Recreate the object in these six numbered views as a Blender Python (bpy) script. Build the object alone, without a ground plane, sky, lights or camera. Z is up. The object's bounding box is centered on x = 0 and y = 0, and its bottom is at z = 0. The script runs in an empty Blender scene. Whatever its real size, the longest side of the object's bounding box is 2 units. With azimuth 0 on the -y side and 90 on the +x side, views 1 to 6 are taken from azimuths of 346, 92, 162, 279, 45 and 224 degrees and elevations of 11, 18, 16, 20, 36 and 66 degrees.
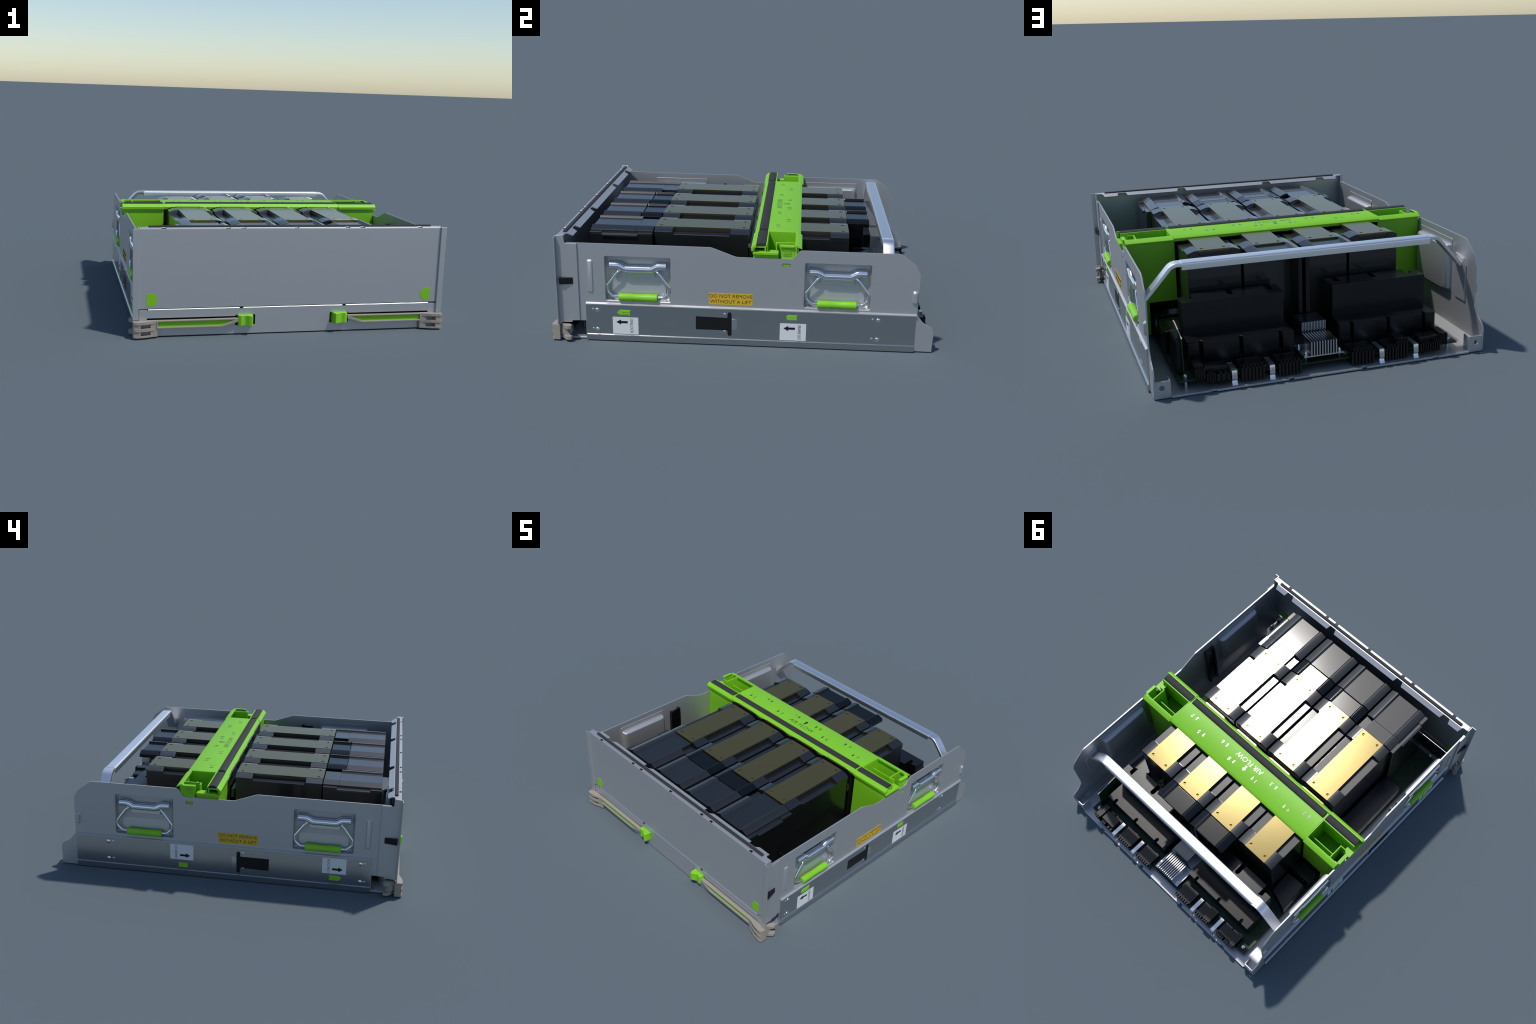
# Server accelerator tray: sheet-metal drawer, eight finned modules, green air duct,
# carrying handles, latch levers, rear connectors.  Built part by part in metres.
import bpy, bmesh, math
from mathutils import Vector, Matrix

scene = bpy.context.scene
COL = scene.collection

# ------------------------------------------------------------------ materials
def material(name, base, rough=0.5, metal=0.0, spec=0.5, coat=0.0, coat_rough=0.03, grain=0.0, grain_scale=60.0,
             bump=0.0, bump_scale=200.0, stretch=(1, 1, 1), tint=0.0):
    m = bpy.data.materials.new(name)
    m.use_nodes = True
    nt = m.node_tree
    b = nt.nodes["Principled BSDF"]
    b.inputs["Base Color"].default_value = (*base, 1)
    b.inputs["Roughness"].default_value = rough
    b.inputs["Metallic"].default_value = metal
    b.inputs["Specular IOR Level"].default_value = spec
    b.inputs["Coat Weight"].default_value = coat
    b.inputs["Coat Roughness"].default_value = coat_rough
    tc = nt.nodes.new("ShaderNodeTexCoord")
    mp = nt.nodes.new("ShaderNodeMapping")
    mp.inputs["Scale"].default_value = stretch
    nt.links.new(tc.outputs["Object"], mp.inputs["Vector"])
    if grain or tint:
        n = nt.nodes.new("ShaderNodeTexNoise")
        n.inputs["Scale"].default_value = grain_scale
        n.inputs["Detail"].default_value = 4
        nt.links.new(mp.outputs["Vector"], n.inputs["Vector"])
        if grain:
            r = nt.nodes.new("ShaderNodeMapRange")
            r.inputs["To Min"].default_value = max(0.02, rough - grain)
            r.inputs["To Max"].default_value = rough + grain
            nt.links.new(n.outputs["Fac"], r.inputs["Value"])
            nt.links.new(r.outputs["Result"], b.inputs["Roughness"])
        if tint:
            cr = nt.nodes.new("ShaderNodeValToRGB")
            cr.color_ramp.elements[0].position = 0.35
            cr.color_ramp.elements[1].position = 0.65
            cr.color_ramp.elements[0].color = tuple(c * (1 - tint) for c in base) + (1,)
            cr.color_ramp.elements[1].color = tuple(min(1, c * (1 + tint)) for c in base) + (1,)
            nt.links.new(n.outputs["Fac"], cr.inputs["Fac"])
            nt.links.new(cr.outputs["Color"], b.inputs["Base Color"])
    if bump:
        n2 = nt.nodes.new("ShaderNodeTexNoise")
        n2.inputs["Scale"].default_value = bump_scale
        n2.inputs["Detail"].default_value = 3
        nt.links.new(mp.outputs["Vector"], n2.inputs["Vector"])
        bp = nt.nodes.new("ShaderNodeBump")
        bp.inputs["Strength"].default_value = bump
        bp.inputs["Distance"].default_value = 0.001
        nt.links.new(n2.outputs["Fac"], bp.inputs["Height"])
        nt.links.new(bp.outputs["Normal"], b.inputs["Normal"])
    return m

M = dict(
    sheet=material("zinc_sheet_steel", (0.485, 0.492, 0.508), 0.42, 0.66, grain=0.02, grain_scale=12),
    rail=material("polished_rail_steel", (0.53, 0.54, 0.55), 0.26, 1.0, grain=0.01, grain_scale=20),
    bar=material("satin_aluminium", (0.88, 0.88, 0.90), 0.38, 1.0, grain=0.01),
    chrome=material("chrome", (0.82, 0.83, 0.85), 0.13, 1.0),
    spring=material("spring_steel", (0.75, 0.75, 0.77), 0.22, 1.0),
    fin=material("fin_aluminium", (0.62, 0.64, 0.66), 0.28, 1.0),
    green=material("lime_plastic", (0.20, 0.54, 0.012), 0.50, spec=0.5, tint=0.01, grain_scale=8),
    greendark=material("lime_tab_plastic", (0.19, 0.50, 0.010), 0.50, spec=0.3),
    beige=material("beige_plastic", (0.30, 0.268, 0.228), 0.45, spec=0.4),
    black=material("black_plastic", (0.004, 0.0043, 0.0046), 0.25, spec=0.5),
    matte=material("matte_black_plastic", (0.004, 0.0045, 0.005), 0.50, spec=0.35),
    shroud=material("glossy_black_shroud", (0.0015, 0.0017, 0.002), 0.50, spec=0.5, coat=1.0, coat_rough=0.11),
    bridge=material("polished_black_bridge", (0.0015, 0.0017, 0.002), 0.155, spec=0.5),
    cover=material("smooth_black_cover", (0.0015, 0.0017, 0.002), 0.55, spec=0.5, coat=1.0, coat_rough=0.10),
    gasket=material("foam_gasket", (0.030, 0.029, 0.031), 0.7, spec=0.3, bump=0.3, bump_scale=500),
    gold=material("bronze_plate", (0.25, 0.20, 0.082), 0.165, 0.87),
    golddark=material("bronze_screw", (0.36, 0.20, 0.05), 0.25, 1.0),
    pcb=material("green_circuit_board", (0.012, 0.035, 0.016), 0.45, spec=0.4, tint=0.25, grain_scale=25),
    yellow=material("yellow_label", (0.62, 0.40, 0.03), 0.55, spec=0.3),
    white=material("white_label", (0.68, 0.69, 0.70), 0.55, spec=0.3),
    ink=material("black_ink", (0.008, 0.008, 0.009), 0.5, spec=0.3),
    silver=material("grey_metallic_ink", (0.12, 0.12, 0.13), 0.20, 1.0),
    card=material("card_edge_fibreglass", (0.45, 0.42, 0.36), 0.5),
)

# ------------------------------------------------------------------ helpers
def empty(name, parent=None, loc=(0, 0, 0)):
    o = bpy.data.objects.new(name, None)
    o.location = loc
    COL.objects.link(o)
    if parent:
        o.parent = parent
    return o

def add(name, bm, mat, parent, bevel=0.0, smooth=False, seg=2, kind=None, angle=35):
    bmesh.ops.recalc_face_normals(bm, faces=bm.faces)
    me = bpy.data.meshes.new(name)
    bm.to_mesh(me)
    bm.free()
    me.materials.append(M[mat])
    o = bpy.data.objects.new(name, me)
    COL.objects.link(o)
    finish(o, parent, bevel, smooth, seg, angle)
    if kind:
        o["kind"] = kind
    return o

def finish(o, parent, bevel=0.0, smooth=False, seg=2, angle=35):
    if parent:
        o.parent = parent
    me = o.data
    if bevel:
        me.polygons.foreach_set("use_smooth", [True] * len(me.polygons))
        md = o.modifiers.new("edge_rounding", "BEVEL")
        md.width = bevel
        md.segments = seg
        md.limit_method = 'ANGLE'
        md.angle_limit = math.radians(angle)
        md.harden_normals = True
        md.use_clamp_overlap = True
    elif smooth:
        me.polygons.foreach_set("use_smooth", [True] * len(me.polygons))
        me.set_sharp_from_angle(angle=math.radians(angle))

def bm_box(bm, x0, x1, y0, y1, z0, z1):
    vs = [bm.verts.new((x, y, z)) for x in (x0, x1) for y in (y0, y1) for z in (z0, z1)]
    for f in ((0, 1, 3, 2), (4, 6, 7, 5), (0, 4, 5, 1), (2, 3, 7, 6), (0, 2, 6, 4), (1, 5, 7, 3)):
        bm.faces.new([vs[i] for i in f])

def box(name, x0, x1, y0, y1, z0, z1, mat, parent, bevel=0.0, **k):
    bm = bmesh.new()
    bm_box(bm, x0, x1, y0, y1, z0, z1)
    return add(name, bm, mat, parent, bevel, **k)

def boxes(name, lst, mat, parent, bevel=0.0, **k):
    bm = bmesh.new()
    for b in lst:
        bm_box(bm, *b)
    return add(name, bm, mat, parent, bevel, **k)

def to3(axis, u, v, w):
    """2D outline -> 3D: axis x: (y,z), axis y: (x,z), axis z: (x,y)."""
    return {'x': (w, u, v), 'y': (u, w, v), 'z': (u, v, w)}[axis]

def bm_prism(bm, axis, outline, a0, a1, holes=()):
    loops = [outline] + list(holes)
    if not holes:
        lo = [bm.verts.new(to3(axis, u, v, a0)) for u, v in outline]
        hi = [bm.verts.new(to3(axis, u, v, a1)) for u, v in outline]
        bm.faces.new(lo)
        bm.faces.new(hi)
        n = len(lo)
        for i in range(n):
            bm.faces.new((lo[i], lo[(i + 1) % n], hi[(i + 1) % n], hi[i]))
        return
    rings = []
    for L in (0, 1):
        a = (a0, a1)[L]
        es, rr = [], []
        for lp in loops:
            vs = [bm.verts.new(to3(axis, u, v, a)) for u, v in lp]
            rr.append(vs)
            es += [bm.edges.new((vs[i], vs[(i + 1) % len(vs)])) for i in range(len(vs))]
        bmesh.ops.triangle_fill(bm, use_beauty=True, use_dissolve=False, edges=es)
        rings.append(rr)
    for lo, hi in zip(*rings):
        n = len(lo)
        for i in range(n):
            bm.faces.new((lo[i], lo[(i + 1) % n], hi[(i + 1) % n], hi[i]))

def prism(name, axis, outline, a0, a1, mat, parent, bevel=0.0, holes=(), **k):
    bm = bmesh.new()
    bm_prism(bm, axis, outline, a0, a1, holes)
    return add(name, bm, mat, parent, bevel, **k)

def rounded(pts, n=5):
    """pts: (u, v, radius) polygon -> outline with arc corners."""
    out = []
    N = len(pts)
    for i in range(N):
        p = Vector(pts[i][:2]); r = pts[i][2] if len(pts[i]) > 2 else 0
        if r <= 0:
            out.append(tuple(p)); continue
        a = Vector(pts[i - 1][:2]) - p; b = Vector(pts[(i + 1) % N][:2]) - p
        la, lb = a.length, b.length
        a.normalize(); b.normalize()
        ang = a.angle(b)
        t = min(r / math.tan(ang / 2), la * 0.49, lb * 0.49)
        A, B = p + a * t, p + b * t
        for k in range(n + 1):
            s = k / n
            out.append(tuple(A * (1 - s) ** 2 + p * 2 * s * (1 - s) + B * s ** 2))
    return out

def rrect(u0, u1, v0, v1, r, n=4):
    return rounded([(u0, v0, r), (u1, v0, r), (u1, v1, r), (u0, v1, r)], n)

def circle(u, v, r, n=16):
    return [(u + r * math.cos(2 * math.pi * i / n), v + r * math.sin(2 * math.pi * i / n)) for i in range(n)]

def smooth_path(pts, sub=6):
    """Catmull-Rom through points."""
    P = [Vector(p) for p in pts]
    P = [P[0] * 2 - P[1]] + P + [P[-1] * 2 - P[-2]]
    out = []
    for i in range(1, len(P) - 2):
        for k in range(sub):
            t = k / sub
            a, b, c, d = P[i - 1:i + 3]
            out.append(0.5 * (2 * b + (c - a) * t + (2 * a - 5 * b + 4 * c - d) * t * t + (3 * b - a - 3 * c + d) * t ** 3))
    out.append(P[-2])
    return out

def arc_path(pts, r, n=6):
    """Polyline with rounded inner corners."""
    P = [Vector(p) for p in pts]
    out = [P[0]]
    for i in range(1, len(P) - 1):
        p = P[i]; a = P[i - 1] - p; b = P[i + 1] - p
        t = min(r, a.length * 0.48, b.length * 0.48)
        A, B = p + a.normalized() * t, p + b.normalized() * t
        for k in range(n + 1):
            s = k / n
            out.append(A * (1 - s) ** 2 + p * 2 * s * (1 - s) + B * s ** 2)
    out.append(P[-1])
    return out

def bm_sweep(bm, path, section, up=(1, 0, 0), scale=None):
    """Sweep closed 2D section (a along side, b along up) on a path."""
    up = Vector(up)
    rings = []
    n = len(path)
    for i, p in enumerate(path):
        t = (path[min(i + 1, n - 1)] - path[max(i - 1, 0)]).normalized()
        side = t.cross(up).normalized()
        u2 = side.cross(t).normalized()
        s = scale(i / (n - 1)) if scale else 1
        rings.append([bm.verts.new(p + side * a * s + u2 * b * s) for a, b in section])
    m = len(section)
    for i in range(n - 1):
        for j in range(m):
            bm.faces.new((rings[i][j], rings[i][(j + 1) % m], rings[i + 1][(j + 1) % m], rings[i + 1][j]))
    bm.faces.new(rings[0]); bm.faces.new(rings[-1])

def sweep(name, path, section, mat, parent, up=(1, 0, 0), scale=None, angle=40, **k):
    bm = bmesh.new()
    bm_sweep(bm, path, section, up, scale)
    return add(name, bm, mat, parent, smooth=True, angle=angle, **k)

def bm_cyl(bm, c, axis, r0, r1, h, n=16):
    """Cylinder / cone from c along axis."""
    a = Vector(axis).normalized()
    u = a.orthogonal().normalized(); v = a.cross(u)
    c = Vector(c)
    lo = [bm.verts.new(c + (u * math.cos(t) + v * math.sin(t)) * r0) for t in (2 * math.pi * i / n for i in range(n))]
    hi = [bm.verts.new(c + a * h + (u * math.cos(t) + v * math.sin(t)) * r1) for t in (2 * math.pi * i / n for i in range(n))]
    bm.faces.new(lo); bm.faces.new(hi)
    for i in range(n):
        bm.faces.new((lo[i], lo[(i + 1) % n], hi[(i + 1) % n], hi[i]))

def text_mesh(body, size, depth=0.0006, align='CENTER', xs=1.0):
    cu = bpy.data.curves.new("lettering", 'FONT')
    cu.body = body
    cu.size = size
    cu.extrude = depth / 2
    cu.align_x = align
    cu.align_y = 'CENTER'
    cu.resolution_u = 4
    cu.offset = -0.012 * size
    ob = bpy.data.objects.new("lettering", cu)
    COL.objects.link(ob)
    dg = bpy.context.evaluated_depsgraph_get()
    me = bpy.data.meshes.new_from_object(ob.evaluated_get(dg))
    bpy.data.objects.remove(ob)
    bpy.data.curves.remove(cu)
    if xs != 1.0:
        me.transform(Matrix.Diagonal((xs, 1, 1, 1)))
    return me

def lettering(body, size, origin, right, up, mat, parent, name="lettering", xs=1.0):
    me = text_mesh(body, size, xs=xs)
    r, u = Vector(right), Vector(up)
    nrm = r.cross(u)
    m = Matrix.Translation(origin) @ Matrix((r, u, nrm)).transposed().to_4x4()
    me.transform(m)
    me.materials.clear()
    me.materials.append(M[mat])
    me.name = name
    o = bpy.data.objects.new(name, me)
    COL.objects.link(o)
    o.parent = parent
    return o

ARROW = [(-.5, -.19), (.08, -.19), (.08, -.45), (.5, 0), (.08, .45), (.08, .19), (-.5, .19)]

def plate2d(name, outline, origin, right, up, depth, mat, parent, **k):
    """Thin slab with a 2D outline set in a local frame."""
    r, u = Vector(right), Vector(up)
    nrm = r.cross(u)
    bm = bmesh.new()
    bm_prism(bm, 'z', outline, 0, depth)
    bm.transform(Matrix.Translation(origin) @ Matrix((r, u, nrm)).transposed().to_4x4())
    return add(name, bm, mat, parent, **k)

# ================================================================== the thing
tray = empty("server_tray")
tray["label"] = "open grey metal server tray with bright green air duct and handles"
tray["category"] = "server tray"

# ------------------------------------------------------------------ base pan
pan = empty("base_pan", tray)
FLOOR = 0.010
rear_edge = [(-.745, .991), (-.742, .9995), (-.572, .9995), (-.572, .993), (-.545, .993), (-.545, .9995), (-.194, .9995),
             (-.194, .985), (-.172, .985), (-.172, .9995), (.172, .9995), (.172, .985), (.194, .985), (.194, .9995),
             (.540, .9995), (.540, .993), (.567, .993), (.567, .9995), (.740, .9995), (.745, .991)]
prism("floor_plate", 'z', [(-.818, -.946), (.818, -.946), (.818, .991)] + rear_edge[::-1] + [(-.818, .991)],
      0.0, FLOOR, 'sheet', pan, bevel=0.002)
for s in (1, -1):
    # folded rear corner bracket with a screw hole
    x0, x1 = sorted((s * .745, s * .8205))
    prism("corner_bracket", 'y', rrect(x0, x1, .012, .081, .006), .982, .988, 'sheet', pan, bevel=.001,
          holes=[circle(s * .7855, .049, .0125, 18)])
    box("bracket_lip", *sorted((s * .745, s * .751)), .935, .982, .012, .081, 'sheet', pan, bevel=.001)
    box("bracket_foot", *sorted((s * .745, s * .8205)), .930, .991, .0105, .0135, 'sheet', pan)
    # bent seam where floor meets wall
    prism("floor_fold", 'y', [(s * .816, .0105), (s * .816, .040), (s * .790, .0105)], -.81, .93, 'sheet', pan)

# ------------------------------------------------------------------ side panels
PX = 0.8235          # outer face of side panel
T = 0.007
side_outline = rounded([
    (-.905, .532), (-.165, .532, .06), (-.035, .4845, .08), (.255, .4845, .03), (.285, .532, .03),
    (.800, .532, .05), (.882, .468, .05), (.9025, .425, .05), (.9005, .205, .03), (.935, .163, .05),
    (.986, .134, .03), (.9925, .100, .02), (.9885, .003), (-.822, .003), (-.822, .106), (-.905, .106)], 6)
HC = (-.5435, .486)  # handle recess centres along y
HW, HZ0, HZ1 = .173, .220, .468
for s in (1, -1):
    side = empty("wall_assembly", tray)
    holes = [rrect(c - HW, c + HW, HZ0, HZ1, .012) for c in HC]
    holes.append([(.200, .443), (.2405, .443), (.2405, .4605), (.200, .4605)])
    prism("wall_panel", 'x', side_outline, s * (PX - T), s * PX, 'sheet', side, bevel=.0012, holes=holes, angle=50)
    # duct locking tongue seen through its slot
    box("lock_tongue", *sorted((s * .806, s * .8205)), .202, .2385, .4445, .459, 'greendark', side)
    # embossed stiffening rib and rear stop bump
    for nm, y0, y1, z0, z1, h in (("stiffening_rib", -.809, -.773, .262, .447, .0055), ("stop_bump", .868, .9005, .265, .338, .012)):
        bm = bmesh.new()
        lo = rrect(y0, y1, z0, z1, .012)
        hi = rrect(y0 + .007, y1 - .007, z0 + .008, z1 - .010, .008)
        a = [bm.verts.new((s * (PX - .002), u, v)) for u, v in lo]
        b = [bm.verts.new((s * (PX + h), u, v)) for u, v in hi]
        n = len(a)
        for i in range(n):
            bm.faces.new((a[i], a[(i + 1) % n], b[(i + 1) % n], b[i]))
        bm.faces.new(a); bm.faces.new(b)
        add(nm, bm, 'sheet', side, bevel=.002)
    # front corner return: outer skin overlapping the wall
    prism("corner_return", 'x', rounded([(-.962, .570), (-.918, .574, .004), (-.916, .531), (-.853, .531), (-.853, .108), (-.893, .106),
                                        (-.893, .097), (-.962, .094)]), s * .8245, s * .831, 'sheet', side, bevel=.001)
    box("corner_flange", *sorted((s * .8255, s * .8565)), -.9645, -.9595, .092, .568, 'sheet', side, bevel=.0012)
    # black rubber bumper on the front corner
    bm = bmesh.new()
    bm_prism(bm, 'z', [(s * .831, -.950), (s * .846, -.949), (s * .849, -.944), (s * .833, -.879), (s * .831, -.879)], .311, .346)
    add("rubber_bumper", bm, 'matte', side, bevel=.002)

    # mounting rail
    rail = empty("mounting_rail", tray)
    prism("rail_plate", 'y', [(s * .8225, .003), (s * .8340, .003), (s * .8340, .0330), (s * .8280, .0362),
                              (s * .8280, .2000), (s * .8225, .2000)],
          -.819, .8945, 'rail', rail)
    prism("rail_ledge", 'y', [(s * .8228, .1985), (s * .8345, .2005), (s * .8345, .2062), (s * .8228, .2118)], -.8185, .8995, 'sheet', rail, bevel=.0006)
    zr = (lambda z: z) if s > 0 else (lambda z: .231 - z)
    up = (0, 0, 1) if s > 0 else (0, 0, -1)
    X = s * .8281
    # dark release slide with its T-shaped head
    prism("release_slide", 'x', rounded([(-.243, zr(.082), .003), (-.243, zr(.1555), .003), (-.0785, zr(.152), .004), (-.0765, zr(.176), .004), (-.072, zr(.184), .005),
                                         (-.061, zr(.184), .005), (-.0565, zr(.176), .004), (-.0555, zr(.059), .004), (-.061, zr(.0515), .005), (-.072, zr(.0515), .005), (-.0765, zr(.060), .004), (-.0785, zr(.082), .004)]),
          s * .8245, s * .8286, 'matte', rail)
    prism("slide_stop", 'x', rrect(-.0545, -.0285, zr(.1475), zr(.087), .006), s * .8245, s * .8287, 'spring', rail, bevel=.001)
    for yy, zz, dd in ((-.760, .1695, -.022), (-.761, .0605, -.022), (.7025, .1695, -.028), (.702, .0620, -.028)):
        bm = bmesh.new()
        bm_cyl(bm, (X - s * .001, yy, zz), (s, 0, 0), .0125, .0115, .0022, 20)
        bm_cyl(bm, (X + s * .0012, yy, zz), (s, 0, 0), .0112, .006, .0022, 20)
        add("rail_rivet", bm, 'chrome', rail, smooth=True, angle=30)
        bm = bmesh.new()
        bm_cyl(bm, (X - s * .001, yy + dd, zz + .004), (s, 0, 0), .0075, .004, .003, 16)
        add("rivet_dimple", bm, 'chrome', rail, smooth=True, angle=30)
    for zz in (.163, .067):
        bm = bmesh.new()
        bm_cyl(bm, (X - s * .001, -.092, zz + .009), (s, 0, 0), .0085, .005, .003, 16)
        add("rivet_dimple", bm, 'chrome', rail, smooth=True, angle=30)
    # green slider tabs
    prism("slider_tab", 'x', [(-.6535, zr(.162)), (-.640, zr(.175)), (-.585, zr(.1745)), (-.590, zr(.160)), (-.585, zr(.1455)), (-.640, zr(.147)), (-.6535, zr(.155))],
          s * .826, s * .8300, 'green', rail, bevel=.0008)
    prism("slider_tab_frame", 'x', [(-.628, zr(.168)), (-.600, zr(.168)), (-.600, zr(.152)), (-.628, zr(.152))], s * .8295, s * .8315, 'green', rail,
          holes=[[(-.624, zr(.1645)), (-.604, zr(.1645)), (-.604, zr(.1555)), (-.624, zr(.1555))]])
    prism("slider_tab", 'x', [(.229, zr(.176)), (.235, zr(.182)), (.285, zr(.181)), (.281, zr(.168)), (.285, zr(.1535)), (.235, zr(.154)), (.229, zr(.160))],
          s * .826, s * .8295, 'green', rail, bevel=.0008)
    box("slider_tab_notch", *sorted((s * .829, s * .8303)), .246, .268, *sorted((zr(.1665), zr(.1685))), 'greendark', rail)
    # white instruction labels
    for body, y0, y1, zc, sz, xs in (("UNLOCK", -.680, -.5455, .0865, .0225, .90), ("DRAWER OUT", .196, .3325, .0865, .0225, .55)):
        prism("white_label", 'x', [(y0, zr(.0395)), (y1, zr(.0395)), (y1, zr(.134)), (y0, zr(.134))], s * .8275, s * .8289, 'white', rail)
        rr = Vector((0, 0, -1)) if s > 0 else Vector((0, 0, 1))
        uu = Vector((0, 1, 0))
        lettering(body, sz, (s * .8292, y1 - .036, zr(zc)), rr, uu, 'ink', rail, "label_lettering", xs)
        plate2d("label_arrow", [(a * .060, b * .032) for a, b in ARROW], (s * .8289, y0 + .0485, zr(.1065)), (0, -1, 0), (0, 0, -s), .0005, 'ink', rail)
    # yellow warning label
    prism("warning_label", 'x', rrect(-.1745, .0515, .2235, .2875, .005), s * (PX - .001), s * (PX + .0009), 'yellow', side)
    for line, zz in (("DO NOT REMOVE", .2705), ("WITHOUT A LIFT", .2405)):
        lettering(line, .0275, (s * (PX + .0012), -.0615, zz), (0, s, 0), (0, 0, 1), 'ink', side, "warning_lettering")

    # handle recesses and folding handles
    for c in HC:
        bm = bmesh.new()
        D = PX - .0390
        def ring(x, y0, y1, z0, z1, r):
            return [bm.verts.new((s * x, u, v)) for u, v in rrect(c + y0, c + y1, z0, z1, r)]
        rings = [ring(PX - .0005, -HW, HW, HZ0, HZ1, .012), ring(PX - .004, -HW + .002, HW - .002, HZ0 + .002, HZ1 - .0015, .012),
                 ring(D + .013, -HW + .006, HW - .006, HZ0 + .005, HZ1 - .0035, .014), ring(D + .004, -HW + .015, HW - .015, HZ0 + .010, HZ1 - .008, .014),
                 ring(D, -HW + .027, HW - .027, HZ0 + .018, HZ1 - .013, .012)]
        n = len(rings[0])
        for A, B in zip(rings[:-1], rings[1:]):
            for i in range(n):
                bm.faces.new((A[i], A[(i + 1) % n], B[(i + 1) % n], B[i]))
        bm.faces.new(rings[-1])
        o = add("handle_recess", bm, 'sheet', side, smooth=True, angle=18)
        sd = o.modifiers.new("wall", "SOLIDIFY"); sd.thickness = .0015; sd.offset = 0
        # outer embossed step of the recess seen from inside
        prism("recess_frame", 'x', rrect(c - HW - .006, c + HW + .006, HZ0 - .006, HZ1 + .030, .010), s * (PX - T - .003), s * (PX - T + .001), 'sheet', side, bevel=.001,
              holes=[rrect(c - HW + .004, c + HW - .004, HZ0 + .004, HZ1 - .004, .010)])
        # sloped lower back
        prism("recess_ramp", 'y', [(s * (D + .0012), .316), (s * (D + .012), .228), (s * (D + .001), .228)], c - .140, c + .140, 'sheet', side)
        h = empty("carrying_handle", tray)
        hx = s * .806
        path = [(hx, c - .1465, .414), (hx, c - .112, .414), (hx, c - .096, .411), (hx, c - .074, .399), (hx, c - .060, .396), (hx, c, .396),
                (hx, c + .060, .396), (hx, c + .074, .399), (hx, c + .096, .411), (hx, c + .112, .414), (hx, c + .1465, .414)]
        sweep("hinge_bar", smooth_path(path, 4), [(.0208 * math.cos(t), .0208 * math.sin(t)) for t in (2 * math.pi * i / 20 for i in range(20))], 'chrome', h, up=(1, 0, 0))
        box("hinge_plate", *sorted((s * .786, s * .8005)), c - .088, c + .084, .351, .402, 'chrome', h, bevel=.003)
        wx = s * .818
        wire = [(s * .803, c - .088, .389), (wx, c - .106, .381), (wx, c - .1625, .303), (wx, c - .1595, .272), (wx, c - .130, .247), (wx, c, .245),
                (wx, c + .130, .247), (wx, c + .1595, .272), (wx, c + .1625, .303), (wx, c + .106, .381), (s * .803, c + .088, .389)]
        sweep("wire_loop", arc_path(wire, .008, 3), [(.0072 * math.cos(t), .0072 * math.sin(t)) for t in (2 * math.pi * i / 12 for i in range(12))], 'chrome', h)
        gp = [Vector((wx + s * .002, c + y, .2445)) for y in (-.1015, -.0985, -.036, -.030, .030, .036, .0985, .1015)]
        gr = (.0175, .0205, .0205, .0190, .0190, .0205, .0205, .0175)
        bm = bmesh.new()
        rg = [[bm.verts.new(p + Vector((math.cos(t), 0, math.sin(t))) * r) for t in (2 * math.pi * i / 20 for i in range(20))] for p, r in zip(gp, gr)]
        for A, B in zip(rg[:-1], rg[1:]):
            for i in range(20):
                bm.faces.new((A[i], A[(i + 1) % 20], B[(i + 1) % 20], B[i]))
        bm.faces.new(rg[0]); bm.faces.new(rg[-1])
        add("handle_grip", bm, 'green', h, smooth=True, angle=30)

    # inner features: black guide bracket and bar end plate
    br = empty("guide_bracket", tray)
    for y0, y1, x0, x1, z1 in ((-.312, -.297, .792, .8155, .466), (-.252, -.236, .792, .8155, .474), (-.2965, -.2525, .804, .8155, .462)):
        box("guide_post", *sorted((s * x0, s * x1)), y0, y1, .10, z1, 'black', br, bevel=.001)
    prism("bar_anchor_plate", 'x', [(.712, .205), (.815, .205), (.815, .392), (.790, .425), (.712, .440)], s * .8095, s * .8155, 'sheet', side, bevel=.001)

# ------------------------------------------------------------------ front panel
front = empty("face_panel", tray)
FY = -.9540
prism("face_plate", 'y', [(-.8245, .1495), (.8245, .1495), (.8245, .566), (-.8245, .566)], FY, FY + .007, 'sheet', front, bevel=.001)
prism("seam_glint_strip", 'x', [(FY, .1415), (FY - .0012, .1436), (FY + .0020, .1462), (FY + .006, .1462), (FY + .006, .1415)], -.776, .781, 'bar', front)  # brighter chamfered strip modelled to draw the sunlit line on the seam edge
boxes("seam_notch", [(x - .0095, x + .0095, FY - .0014, FY + .004, .1415, .1505) for x in (-.283, .2875)] +
      [(x - .002, x + .002, FY - .0006, FY + .004, .141, .149) for x in (-.8225, -.7775, .7825, .8255)], 'ink', front)
low = [(-.8215, .003), (.8255, .003), (.8255, .1415), (-.8215, .1415)]
slots = []
for s in (1, -1):
    slots.append([(s * .208, .0485), (s * .3145, .0485), (s * .3145, .0885), (s * .7815, .0885), (s * .7815, .0985), (s * .3145, .0985), (s * .3145, .1045), (s * .208, .1045)])
prism("latch_plate", 'y', low, FY, FY + .007, 'sheet', front, bevel=.0008, holes=slots)
box("dark_backing_plate", -.80, .80, FY + .036, FY + .042, .020, .130, 'ink', front)  # thin black plate set behind the slots of the latch plate
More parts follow.
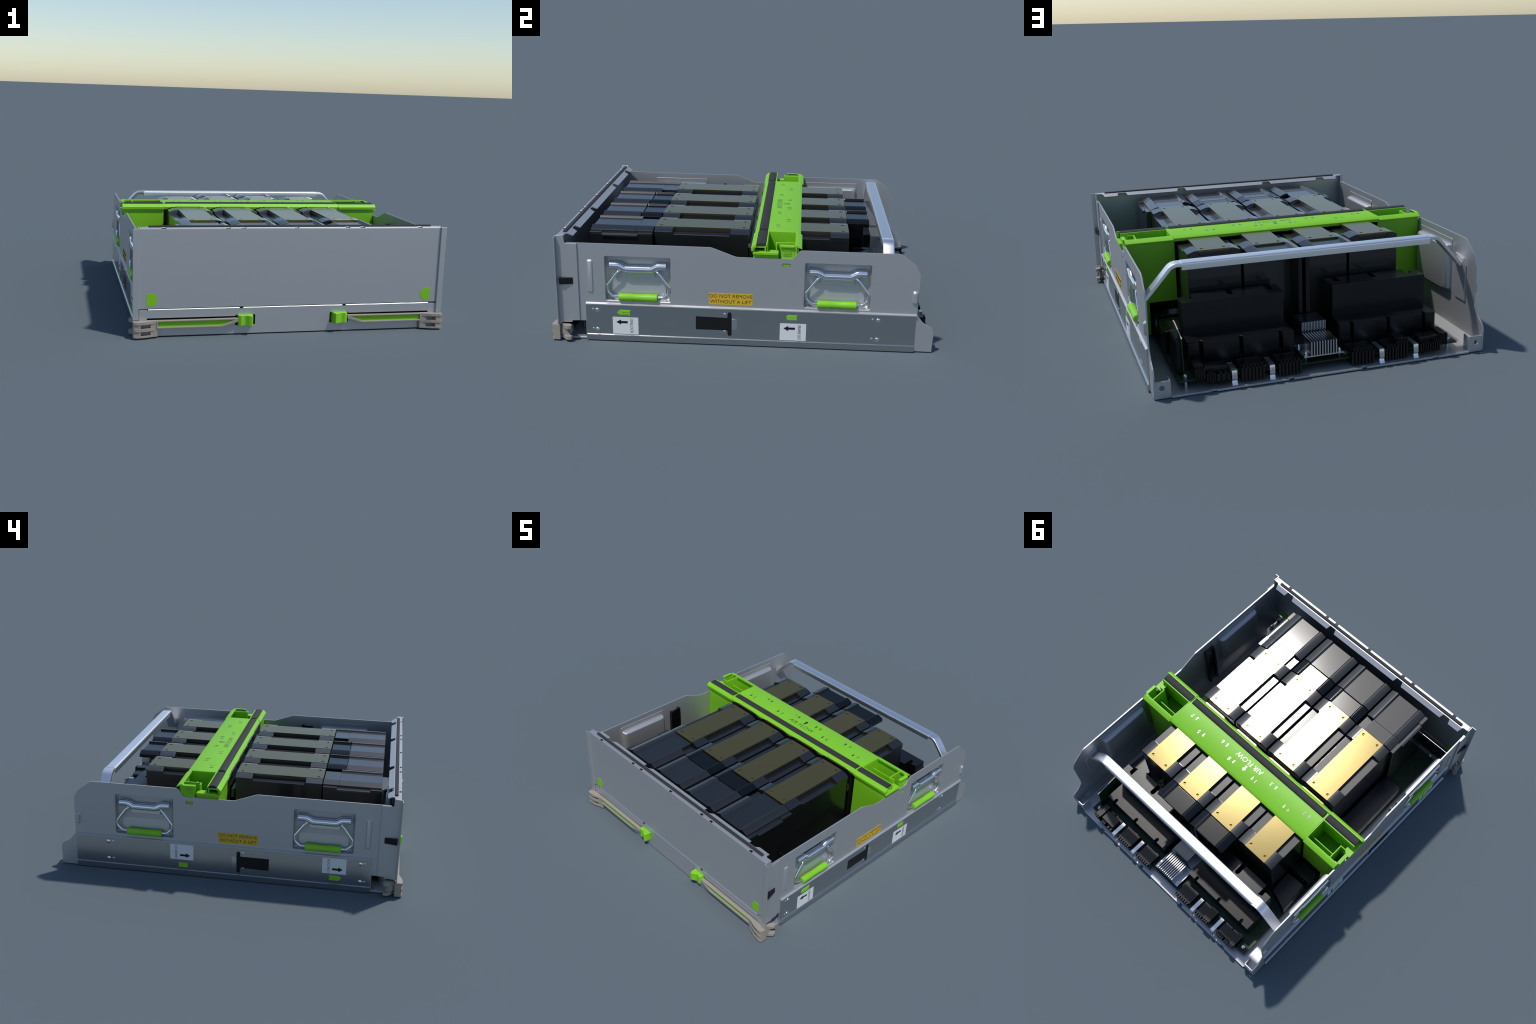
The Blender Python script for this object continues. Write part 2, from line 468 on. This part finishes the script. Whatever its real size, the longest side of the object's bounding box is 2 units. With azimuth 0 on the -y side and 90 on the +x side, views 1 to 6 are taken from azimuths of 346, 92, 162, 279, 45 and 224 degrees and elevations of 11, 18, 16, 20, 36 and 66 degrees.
# top return with edge notches, foam gasket, inner folded lip
NX = (-.700, -.367, -.284, .002, .286, .369, .702)
outline = [(-.8235, -.917), (-.8235, FY)]
for x in NX:
    outline += [(x - .011, FY), (x - .011, FY + .014), (x + .011, FY + .014), (x + .011, FY)]
outline += [(.8235, FY), (.8235, -.917), (.795, -.917), (.785, -.908), (-.785, -.908), (-.795, -.917)]
prism("folded_return", 'z', outline, .565, .5715, 'sheet', front, bevel=.0032)
boxes("notch_shadow_block", [(x - .0112, x + .0112, FY + .0022, FY + .0148, .560, .5690) for x in NX], 'ink', front)  # solid ink-black blocks put the notch shadow into geometry
edges = [-.7775, -.700, -.633, -.318, -.254, .254, .318, .633, .700, .7775]
for a, b in ((0, 1), (2, 3), (4, 5), (6, 7), (8, 9)):
    bm = bmesh.new()
    x0, x1 = edges[a], edges[b]
    t = .010
    v = [bm.verts.new(p) for p in ((x0 - t, -.909, .5715), (x1 + t, -.909, .5715), (x1, -.880, .557), (x0, -.880, .557),
                                   (x0 - t, -.909, .566), (x1 + t, -.909, .566), (x1, -.883, .552), (x0, -.883, .552))]
    for f in ((0, 1, 2, 3), (4, 5, 6, 7), (0, 1, 5, 4), (1, 2, 6, 5), (2, 3, 7, 6), (3, 0, 4, 7)):
        bm.faces.new([v[i] for i in f])
    add("folded_lip", bm, 'sheet', front, bevel=.001)
prism("foam_gasket", 'z', rrect(-.775, .775, -.936, -.916, .008), .5705, .5790, 'gasket', front, bevel=.003)
for s in (1, -1):
    prism("pull_marker", 'y', rounded([(s * .7835, .163, .008), (s * .7835, .229, .008), (s * .745, .229, .022), (s * .724, .196, .040), (s * .745, .163, .022)], 6),
          FY - .0012, FY + .014, 'greendark', front)
    # ---------------- latch lever
    lv = empty("latch_lever", tray)
    X = lambda a: s * a
    # hinge block with two windows: outline in plan view, split in three plies
    plan = rounded([(X(.728), -.957), (X(.728), -.973, .004), (X(.752), -.978, .01), (X(.790), -.992, .02), (X(.835), -.9985, .02), (X(.8545), -.9945, .006), (X(.8565), -.955)])
    inner = rounded([(X(.728), -.957), (X(.728), -.973, .004), (X(.752), -.976, .01), (X(.765), -.979), (X(.767), -.963), (X(.812), -.963), (X(.816), -.9945), (X(.8545), -.9925, .006), (X(.8565), -.955)])
    bm = bmesh.new()
    for z0, z1, pl in ((.006, .0145, plan), (.0145, .038, inner), (.038, .0525, plan), (.0525, .075, inner), (.075, .0885, plan)):
        bm_prism(bm, 'z', pl, z0, z1)
    add("hinge_block", bm, 'beige', lv, smooth=True, angle=30)
    prism("arm_frame", 'y', [(X(.735), .0890), (X(.303), .0915), (X(.303), .0725), (X(.382), .0475), (X(.735), .0475)], -.977, -.9545, 'beige', lv, bevel=.002,
          holes=[[(X(.727), .0845), (X(.322), .0845), (X(.395), .0555), (X(.727), .0555)]])
    prism("arm_inlay", 'y', [(X(.729), .086), (X(.318), .086), (X(.393), .054), (X(.729), .054)], -.967, -.958, 'greendark', lv)
    # finger button
    plan = rounded([(X(.303), -.935), (X(.303), -.972, .006), (X(.288), -.981, .008), (X(.268), -.974, .02), (X(.246), -.990, .006), (X(.231), -.9955, .004), (X(.226), -.990, .004), (X(.218), -.935)])
    prism("finger_button", 'z', plan, .0495, .1065, 'green', lv, bevel=.003, angle=50)
    box("button_stem", *sorted((X(.225), X(.298))), -.940, -.915, .055, .1005, 'matte', lv)
    # hook claws behind the hinge
    for z in (.083, .022):
        prism("hook_claw", 'z', rounded([(X(.838), -.945, .002), (X(.858), -.930, .004), (X(.872), -.912, .003), (X(.868), -.893, .004), (X(.852), -.890, .003), (X(.838), -.905, .003)]),
              z - .0105, z + .0075, 'beige', lv, bevel=.003)
    prism("claw_web", 'x', rounded([(-.940, .085), (-.905, .080, .01), (-.915, .052, .01), (-.895, .016, .01), (-.925, .010), (-.945, .040, .01)]), X(.838), X(.848), 'beige', lv, bevel=.002)
    box("hinge_arm", *sorted((X(.790), X(.835))), -.957, -.900, .030, .070, 'beige', lv, bevel=.002)

# ------------------------------------------------------------------ circuit board
board = empty("main_board", tray)
prism("circuit_board", 'z', [(-.701, -.872), (.701, -.872), (.701, .948), (-.701, .948)], .0445, .0505, 'pcb', board, bevel=.0006)
for s in (1, -1):
    for y in (.9165, -.885 + .012):
        bm = bmesh.new()
        bm_cyl(bm, (s * .664, y, .010), (0, 0, 1), .0075, .0075, .045, 14)
        bm_cyl(bm, (s * .664, y, .0505), (0, 0, 1), .0125, .0125, .014, 18)
        bm_cyl(bm, (s * .664, y, .0645), (0, 0, 1), .0125, .008, .006, 18)
        add("standoff_screw", bm, 'spring', board, smooth=True, angle=30)

# ------------------------------------------------------------------ accelerator modules
CX = (.4215, .1415, -.1415, -.4215)
ML = .512
def build_module():
    """Returns list of (name, mesh, bevel) in module space (centre x=0, y=0)."""
    parts = []
    bm = bmesh.new()
    bm_box(bm, -.134, .134, -ML / 2 + .002, ML / 2 - .002, .052, .5135)
    bm_box(bm, -.0785, .0785, -ML / 2 + .002, ML / 2 - .002, .513, .5315)
    parts.append(("module_body", bm, 'shroud', .003))
    # four shoulder blocks, sloped outward and ramped down to the shelf
    bm = bmesh.new()
    for sx in (1, -1):
        for sy in (1, -1):
            y0, y1, y2 = sy * (ML / 2 - .001), sy * .158, sy * .150
            prof0 = [(.0782, .494), (.0782, .5385), (.098, .5385), (.1345, .526), (.1345, .494)]
            prof2 = [(.0782, .494), (.0782, .515), (.098, .515), (.1345, .5140), (.1345, .494)]
            rings = [[bm.verts.new((sx * x, y, z)) for x, z in p] for y, p in ((y0, prof0), (y1, prof0), (y2, prof2))]
            for A, B in zip(rings[:-1], rings[1:]):
                for i in range(5):
                    bm.faces.new((A[i], A[(i + 1) % 5], B[(i + 1) % 5], B[i]))
            bm.faces.new(rings[0]); bm.faces.new(rings[-1])
    parts.append(("shoulder_block", bm, 'shroud', .0015))
    bm = bmesh.new()
    hl = [circle(sx * .056, sy * .226, .0085, 16) for sx in (1, -1) for sy in (1, -1)]
    bm_prism(bm, 'z', [(-.0792, -ML / 2), (.0792, -ML / 2), (.0792, ML / 2), (-.0792, ML / 2)], .5312, .5405, hl)
    parts.append(("cover_plate", bm, 'gold', .0006))
    bm = bmesh.new()
    for sx in (1, -1):
        for sy in (1, -1):
            bm_cyl(bm, (sx * .056, sy * .226, .5318), (0, 0, 1), .0086, .0086, .0022, 16)
            bm_cyl(bm, (sx * .056, sy * .226, .5338), (0, 0, 1), .006, .002, .003, 12)
    parts.append(("plate_screws", bm, 'golddark', 0))
    return parts

protos = []
for name, bm, mat, bev in build_module():
    o = add(name, bm, mat, None, bevel=bev, smooth=not bev, angle=30)
    protos.append(o)
first = True
for yc in (-.247, .292):
    for cx in CX:
        mod = empty("accelerator_module", tray)
        for p in protos:
            o = p if first else p.copy()
            if not first:
                COL.objects.link(o)
            o.parent = mod
            o.location = (cx, yc, 0)
        first = False

# ------------------------------------------------------------------ corrugated covers in front of / behind the modules
def cover_profile(w=.1345, drop=.515):
    top = [(-w, .527), (-.099, .5415), (-.086, .5425), (-.077, .5315), (.077, .5315), (.086, .5425), (.099, .5415), (w, .527)]
    return top + [(w, drop), (.094, drop + .011), (.081, drop + .012), (.074, drop + .004), (-.074, drop + .004), (-.081, drop + .012), (-.094, drop + .011), (-w, drop)]

def cover(name, cx, y0, y1, mat, parent, drop=.512):
    return prism(name, 'y', [(cx + a, b) for a, b in cover_profile(drop=drop)], y0, y1, mat, parent, bevel=.0022)

for i, cx in enumerate(CX):
    ext = empty("module_cover", tray)
    outer = i in (0, 3)
    s = 1 if cx > 0 else -1
    if outer:
        # one long cover with a finger notch on its inner edge
        cover("ridged_cover", cx, -.845, -.600, 'cover', ext)
        prof = cover_profile(drop=.512)
        cut = [(cx + (-s) * -a, b) for a, b in prof]
        keep = [(cx + s * a, b) for a, b in ((-.080, .5315), (.077, .5315), (.086, .5425), (.099, .5415), (.1345, .527), (.1345, .512), (.074, .516), (-.080, .516))]
        prism("ridged_cover", 'y', keep, -.600, -.5075, 'cover', ext, bevel=.0015)
        o = ((cx + s * .134), (cx + s * .1575))
        boxes("cover_rim", [(*sorted((o[0], o[1] + s * .002)), -.846, -.780, .5135, .5200), (*sorted((o[0], o[1] + s * .002)), -.588, -.5075, .5135, .5200)], 'cover', ext, bevel=.002)
        prism("cover_tab", 'y', [(o[0], .516), (o[1] + s * .010, .511), (o[1] + s * .012, .500), (o[1], .498), (o[0], .500)], -.780, -.588, 'cover', ext, bevel=.002)
    else:
        cover("ridged_cover", cx, -.845, -.6275, 'cover', ext)
        cover("bridge_cover", cx, -.6225, -.5075, 'bridge', ext)
    xa, xb = sorted((cx - s * .131, cx + s * (.1590 if outer else .131)))
    box("cover_housing", xa, xb, -.845, -.5075, .052, .5145, 'shroud', ext, bevel=.004)
    if not outer:
        rear = empty("module_cover", tray)
        cover("bridge_cover", cx, .5515, .6735, 'bridge', rear, drop=.506)

# centre guide columns behind the modules
guides = empty("guide_columns", tray)
boxes("guide_column", [(.0085, .0290, .555, .662, .055, .490), (-.0310, -.0090, .555, .662, .055, .490)], 'black', guides, bevel=.002)

# ------------------------------------------------------------------ green air duct
duct = empty("air_duct", tray)
# centre bridge: lipped beam profile (y, z) along x
bridge = [(.045, .522), (.0425, .538), (.060, .5555), (.066, .5555), (.066, .5480), (.113, .5480), (.113, .5555), (.272, .5555), (.289, .5445), (.289, .529), (.284, .529), (.283, .541),
          (.270, .5465), (.120, .5455), (.106, .543), (.060, .543), (.049, .535), (.049, .522)]
prism("bridge_beam", 'x', bridge, -.571, .571, 'green', duct, bevel=.0012)
def gasket_section(y0, y1, z0, z1, n=10):
    """Foam strip with a domed top (y, z)."""
    yc, hw = (y0 + y1) / 2, (y1 - y0) / 2
    return [(y0, z0), (y1, z0)] + [(yc + hw * math.cos(math.pi * k / n), z1 - .009 + .009 * math.sin(math.pi * k / n)) for k in range(n + 1)]
prism("foam_gasket", 'x', gasket_section(.0675, .1120, .5482, .5635), -.556, .556, 'gasket', duct, smooth=True, angle=40)
box("panel_seam", -.556, .556, .1185, .1200, .5550, .5559, 'greendark', duct)
for s in (1, -1):
    end = duct
    X = lambda a: s * a
    bx = lambda nm, x0, x1, y0, y1, z0, z1, mat='green', bev=.0015: box(nm, *sorted((X(x0), X(x1))), y0, y1, z0, z1, mat, end, bevel=bev)
    # front and rear walls with the leg cut-out (x, z)
    prism("duct_wall", 'y', [(X(.575), .543), (X(.815), .543), (X(.815), .040), (X(.712), .040), (X(.712), .214), (X(.575), .214)], .050, .058, 'green', end, bevel=.001)
    prism("duct_wall", 'y', [(X(.566), .548), (X(.800), .548), (X(.812), .500), (X(.812), .040), (X(.712), .040), (X(.712), .214), (X(.566), .214)], .273, .281, 'green', end, bevel=.002)
    box("duct_apron", *sorted((X(.576), X(.711))), .040, .049, .0505, .2138, 'black', end, bevel=.001)
    # front lip and rear flared lip
    prism("duct_lip", 'x', [(.040, .522), (.0385, .538), (.056, .5545), (.064, .5545), (.064, .540), (.052, .536), (.052, .522)], X(.5716), X(.829), 'green', end, bevel=.001)
    prism("duct_lip", 'x', [(.262, .5555), (.274, .5555), (.297, .540), (.2965, .536), (.281, .543), (.262, .543)], X(.5716), X(.816), 'green', end, bevel=.001)
    bx("gasket_wall", .571, .816, .1135, .1205, .40, .5555)
    bx("gasket_shelf", .571, .812, .058, .114, .536, .546)
    bx("pocket_wall", .5712, .578, .058, .274, .300, .5550)
    bx("pocket_wall", .752, .759, .163, .274, .30, .552)
    bx("pocket_wall", .759, .790, .1635, .170, .36, .552)
    bx("pocket_rib", .578, .752, .2195, .2255, .30, .500)
    bx("pocket_floor", .578, .812, .058, .274, .292, .300)
    prism("foam_gasket", 'x', gasket_section(.0655, .1125, .5465, .5620), X(.576), X(.8135), 'gasket', end, smooth=True, angle=40)
    # locking shelf and grooved latch tab at the outer end
    bx("locking_shelf", .780, .832, .0475, .178, .5055, .5175)
    bx("shelf_apron", .800, .8155, .058, .178, .45, .5055, 'greendark')
    bx("shelf_post", .800, .8160, .1065, .1225, .5175, .546)
    bx("shelf_post", .800, .8160, .0475, .0580, .5175, .540)
    prism("latch_tab", 'x', [(.188, .556), (.2575, .555), (.2575, .500), (.247, .462), (.199, .462), (.190, .500)], X(.806), X(.8165), 'green', end, bevel=.0015)
    bx("tab_head", .806, .8265, .186, .2585, .546, .5545)
    boxes("tab_grooves", [(*sorted((X(.8155), X(.8195))), .203, .241, z, z + .0042) for z in (.502, .5095, .517, .5245, .532)], 'green', end, bevel=.0008)
    bx("duct_cheek", .792, .8165, .2575, .2715, .42, .5535)
box("bridge_keel", -.556, .556, .0125, .0325, .400, .452, 'shroud', duct, bevel=.002)
# lettering on the bridge
TOP = .5557
R, U = (1, 0, 0), (0, 1, 0)
lettering("AIR FLOW", .046, (0, .1565, TOP), R, U, 'silver', duct, "duct_lettering", 1.0)
plate2d("flow_arrow", [(a * .040, b * .030) for a, b in ARROW], (-.001, .2030, TOP - .0001), (0, 1, 0), (-1, 0, 0), .0005, 'silver', duct)
for num, nx, ax, y, d in (("2", -.463, -.4985, .1635, -1), ("4", -.380, -.3455, .2180, 1), ("3", -.191, -.2280, .1635, -1), ("1", -.1095, -.0805, .2180, 1),
                          ("8", .114, .0785, .2180, 1), ("6", .2235, .1865, .1635, -1), ("5", .380, .3420, .2180, 1), ("7", .489, .4535, .1635, -1)):
    lettering(num, .037, (nx, y + .001, TOP), R, U, 'silver', duct, "slot_number")
    plate2d("slot_arrow", [(a * .026, b * .017) for a, b in ARROW], (ax, y, TOP - .0001), (0, d, 0), (-d, 0, 0), .0005, 'silver', duct)

# ------------------------------------------------------------------ rear lift bar
bar = empty("lift_bar", tray)
sec = rounded([(.7135, .518), (.7135, .554, .011), (.7765, .554, .011), (.7765, .518), (.7725, .518), (.7725, .549, .013), (.7175, .549, .013), (.7175, .518)], 5)
prism("bar_channel", 'x', sec, -.6285, .6285, 'bar', bar, smooth=True, angle=40)
for s in (1, -1):
    pth = arc_path([(s * .620, .745, .543), (s * .672, .745, .543), (s * .810, .745, .388)], .030, 6)
    hw = .030
    sweep("bar_arm", pth, rounded([(-hw, -.0085), (-hw, .0085, .006), (hw, .0085, .006), (hw, -.0085)] if s > 0 else [(-hw, .0085), (-hw, -.0085, .006), (hw, -.0085, .006), (hw, .0085)], 3), 'bar', bar,
          up=(0, 0, 1) if False else (0.5 * s, 0, 1), angle=50)

# ------------------------------------------------------------------ rear power connectors
for s in (1, -1):
    pc = empty("power_block", tray)
    X = lambda a: s * a
    # upper housing with slots in its top
    top = [(X(.127), .593), (X(.127), .719), (X(.630), .719), (X(.630), .629), (X(.585), .629), (X(.585), .660), (X(.561), .668), (X(.561), .593),
           (X(.389), .593), (X(.389), .660), (X(.381), .668), (X(.370), .668), (X(.362), .660), (X(.362), .593), (X(.190), .593), (X(.190), .660), (X(.182), .668), (X(.171), .668), (X(.163), .660), (X(.163), .593)]
    prism("power_housing", 'z', top, .056, .342, 'black', pc, bevel=.0015)
    # lower housing with three post grooves
    pts = [(X(.117), .716), (X(.117), .842)]
    for a in (.1825, .377, .569):
        pts += [(X(a - .0095), .842), (X(a - .0095), .820), (X(a), .812), (X(a + .0095), .820), (X(a + .0095), .842)]
    pts += [(X(.631), .842), (X(.631), .716)]
    prism("socket_housing", 'z', pts, .062, .182, 'black', pc, bevel=.0015)
    bm = bmesh.new()
    for a in (.1825, .377, .569):
        bm_cyl(bm, (X(a), .824, .0505), (0, 0, 1), .006, .006, .045, 12)
    add("housing_screws", bm, 'spring', pc, smooth=True, angle=30)
    # low side units between modules and wall
    su = empty("capacitor_unit", tray)
    prism("capacitor_box", 'z', rounded([(X(.558), .404, .012), (X(.690), .396, .012), (X(.700), .600, .012), (X(.566), .556, .012)]), .0505, .165, 'black', su, bevel=.006, seg=3)
    boxes("finned_box", [(*sorted((X(.556), X(.692))), .290, .372, .0505, .172)] +
          [(*sorted((X(x), X(x + .008))), .372, .388, .0505, .170) for x in (.585, .610, .635, .660)], 'black', su, bevel=.002)
    prism("capacitor_box", 'z', rounded([(X(.566), -.512, .012), (X(.692), -.516, .02), (X(.697), .020, .012), (X(.562), .010, .012)]), .0505, .165, 'black', su, bevel=.006, seg=3)

# riser card standing at the +x rear corner
riser = empty("riser_card", tray)
prism("riser_board", 'x', [(.690, .0505), (.895, .0505), (.880, .227), (.727, .250), (.690, .250)], .6645, .6685, 'pcb', riser)
prism("riser_edge", 'x', [(.881, .225), (.885, .229), (.727, .2535), (.690, .2535), (.690, .2495), (.726, .2495)], .6640, .6690, 'card', riser)
box("riser_socket", .6690, .6900, .700, .868, .055, .205, 'matte', riser, bevel=.002)

# ------------------------------------------------------------------ small rear connectors
def socket(x0, x1, z0, z1, cells, y0=.875, y1=.976, comb=True):
    """Connector housing with open cells on its rear face."""
    e = empty("signal_connector", tray)
    x0, x1 = sorted((x0, x1))
    box("connector_shell", x0, x1, y0, y1 - .012, z0 + .002, z1, 'black', e, bevel=.0015)
    w = (x1 - x0)
    n = cells
    bar_w = w / (2 * n + 1)
    lst = [(x0 + 2 * k * bar_w, x0 + (2 * k + 1) * bar_w, y1 - .012, y1, z0, z1) for k in range(n + 1)]
    lst += [(x0, x1, y1 - .012, y1, z1 - .006, z1)]
    if not comb:
        lst += [(x0, x1, y1 - .012, y1, z0, z0 + .005)]
    boxes("contact_comb", lst, 'black', e, kind="stuff")
    return e

# +x half then -x half: (x0, x1, z0, z1, cells, comb)
for c in ((.588, .630, .056, .117, 3, False), (.537, .577, .033, .087, 3, False), (.471, .531, .029, .080, 2, False), (.305, .416, .018, .091, 6, True), (.127, .237, .018, .089, 6, True),
          (-.127, -.241, .017, .091, 6, True), (-.304, -.361, .017, .088, 3, True), (-.364, -.418, .017, .114, 3, True), (-.487, -.545, .030, .082, 4, False),
          (-.552, -.593, .031, .088, 3, False), (-.595, -.631, .058, .114, 3, False)):
    socket(*c[:5], comb=c[5])
for x0, x1 in ((.478, .628), (-.631, -.490)):
    box("connector_hood", x0, x1, .893, .957, .0505, .103, 'black', tray, bevel=.002)
# spring latches between the connectors
for x in (.4515, .2715, -.2775, -.4575):
    cl = empty("spring_latch", tray)
    path = arc_path([(x, .882, .082), (x, .982, .082), (x, .987, .040), (x, .980, .034), (x, .990, .012)], .004, 3)
    sweep("latch_strip", path, [(-.0125, -.0012), (.0125, -.0012), (.0125, .0012), (-.0125, .0012)], 'spring', cl, up=(0, .3, 1), angle=25)
    bm = bmesh.new()
    bm_cyl(bm, (x, .9835, .060), (0, 1, 0), .006, .005, .004, 14)
    add("latch_rivet", bm, 'spring', cl, smooth=True, angle=30)

# ------------------------------------------------------------------ switch heat sink in the middle of the rear
hs = empty("heat_sink", tray)
box("sink_base", -.100, .100, .8025, .937, .072, .0785, 'fin', hs, bevel=.001)
n = 10
boxes("cooling_fins", [(-.0655 + k * .0138, -.0655 + k * .0138 + .0062, .810, .938, .0785, .148) for k in range(n)], 'fin', hs, kind="stuff")
n = 16
boxes("cooling_fins", [(-.0615 + k * .0079, -.0615 + k * .0079 + .0042, .675, .796, .0785, .196) for k in range(n)], 'fin', hs, kind="stuff")
box("sink_plinth", -.100, .100, .665, .7965, .074, .0845, 'fin', hs, bevel=.001)
bm = bmesh.new()
for sx in (1, -1):
    for y in (.812, .918):
        bm_cyl(bm, (sx * .085, y, .0505), (0, 0, 1), .004, .004, .022, 10)
        bm_cyl(bm, (sx * .085, y, .0785), (0, 0, 1), .009, .009, .008, 14)
        bm_cyl(bm, (sx * .085, y, .0865), (0, 0, 1), .006, .004, .008, 12)
add("sink_screws", bm, 'spring', hs, smooth=True, angle=30)
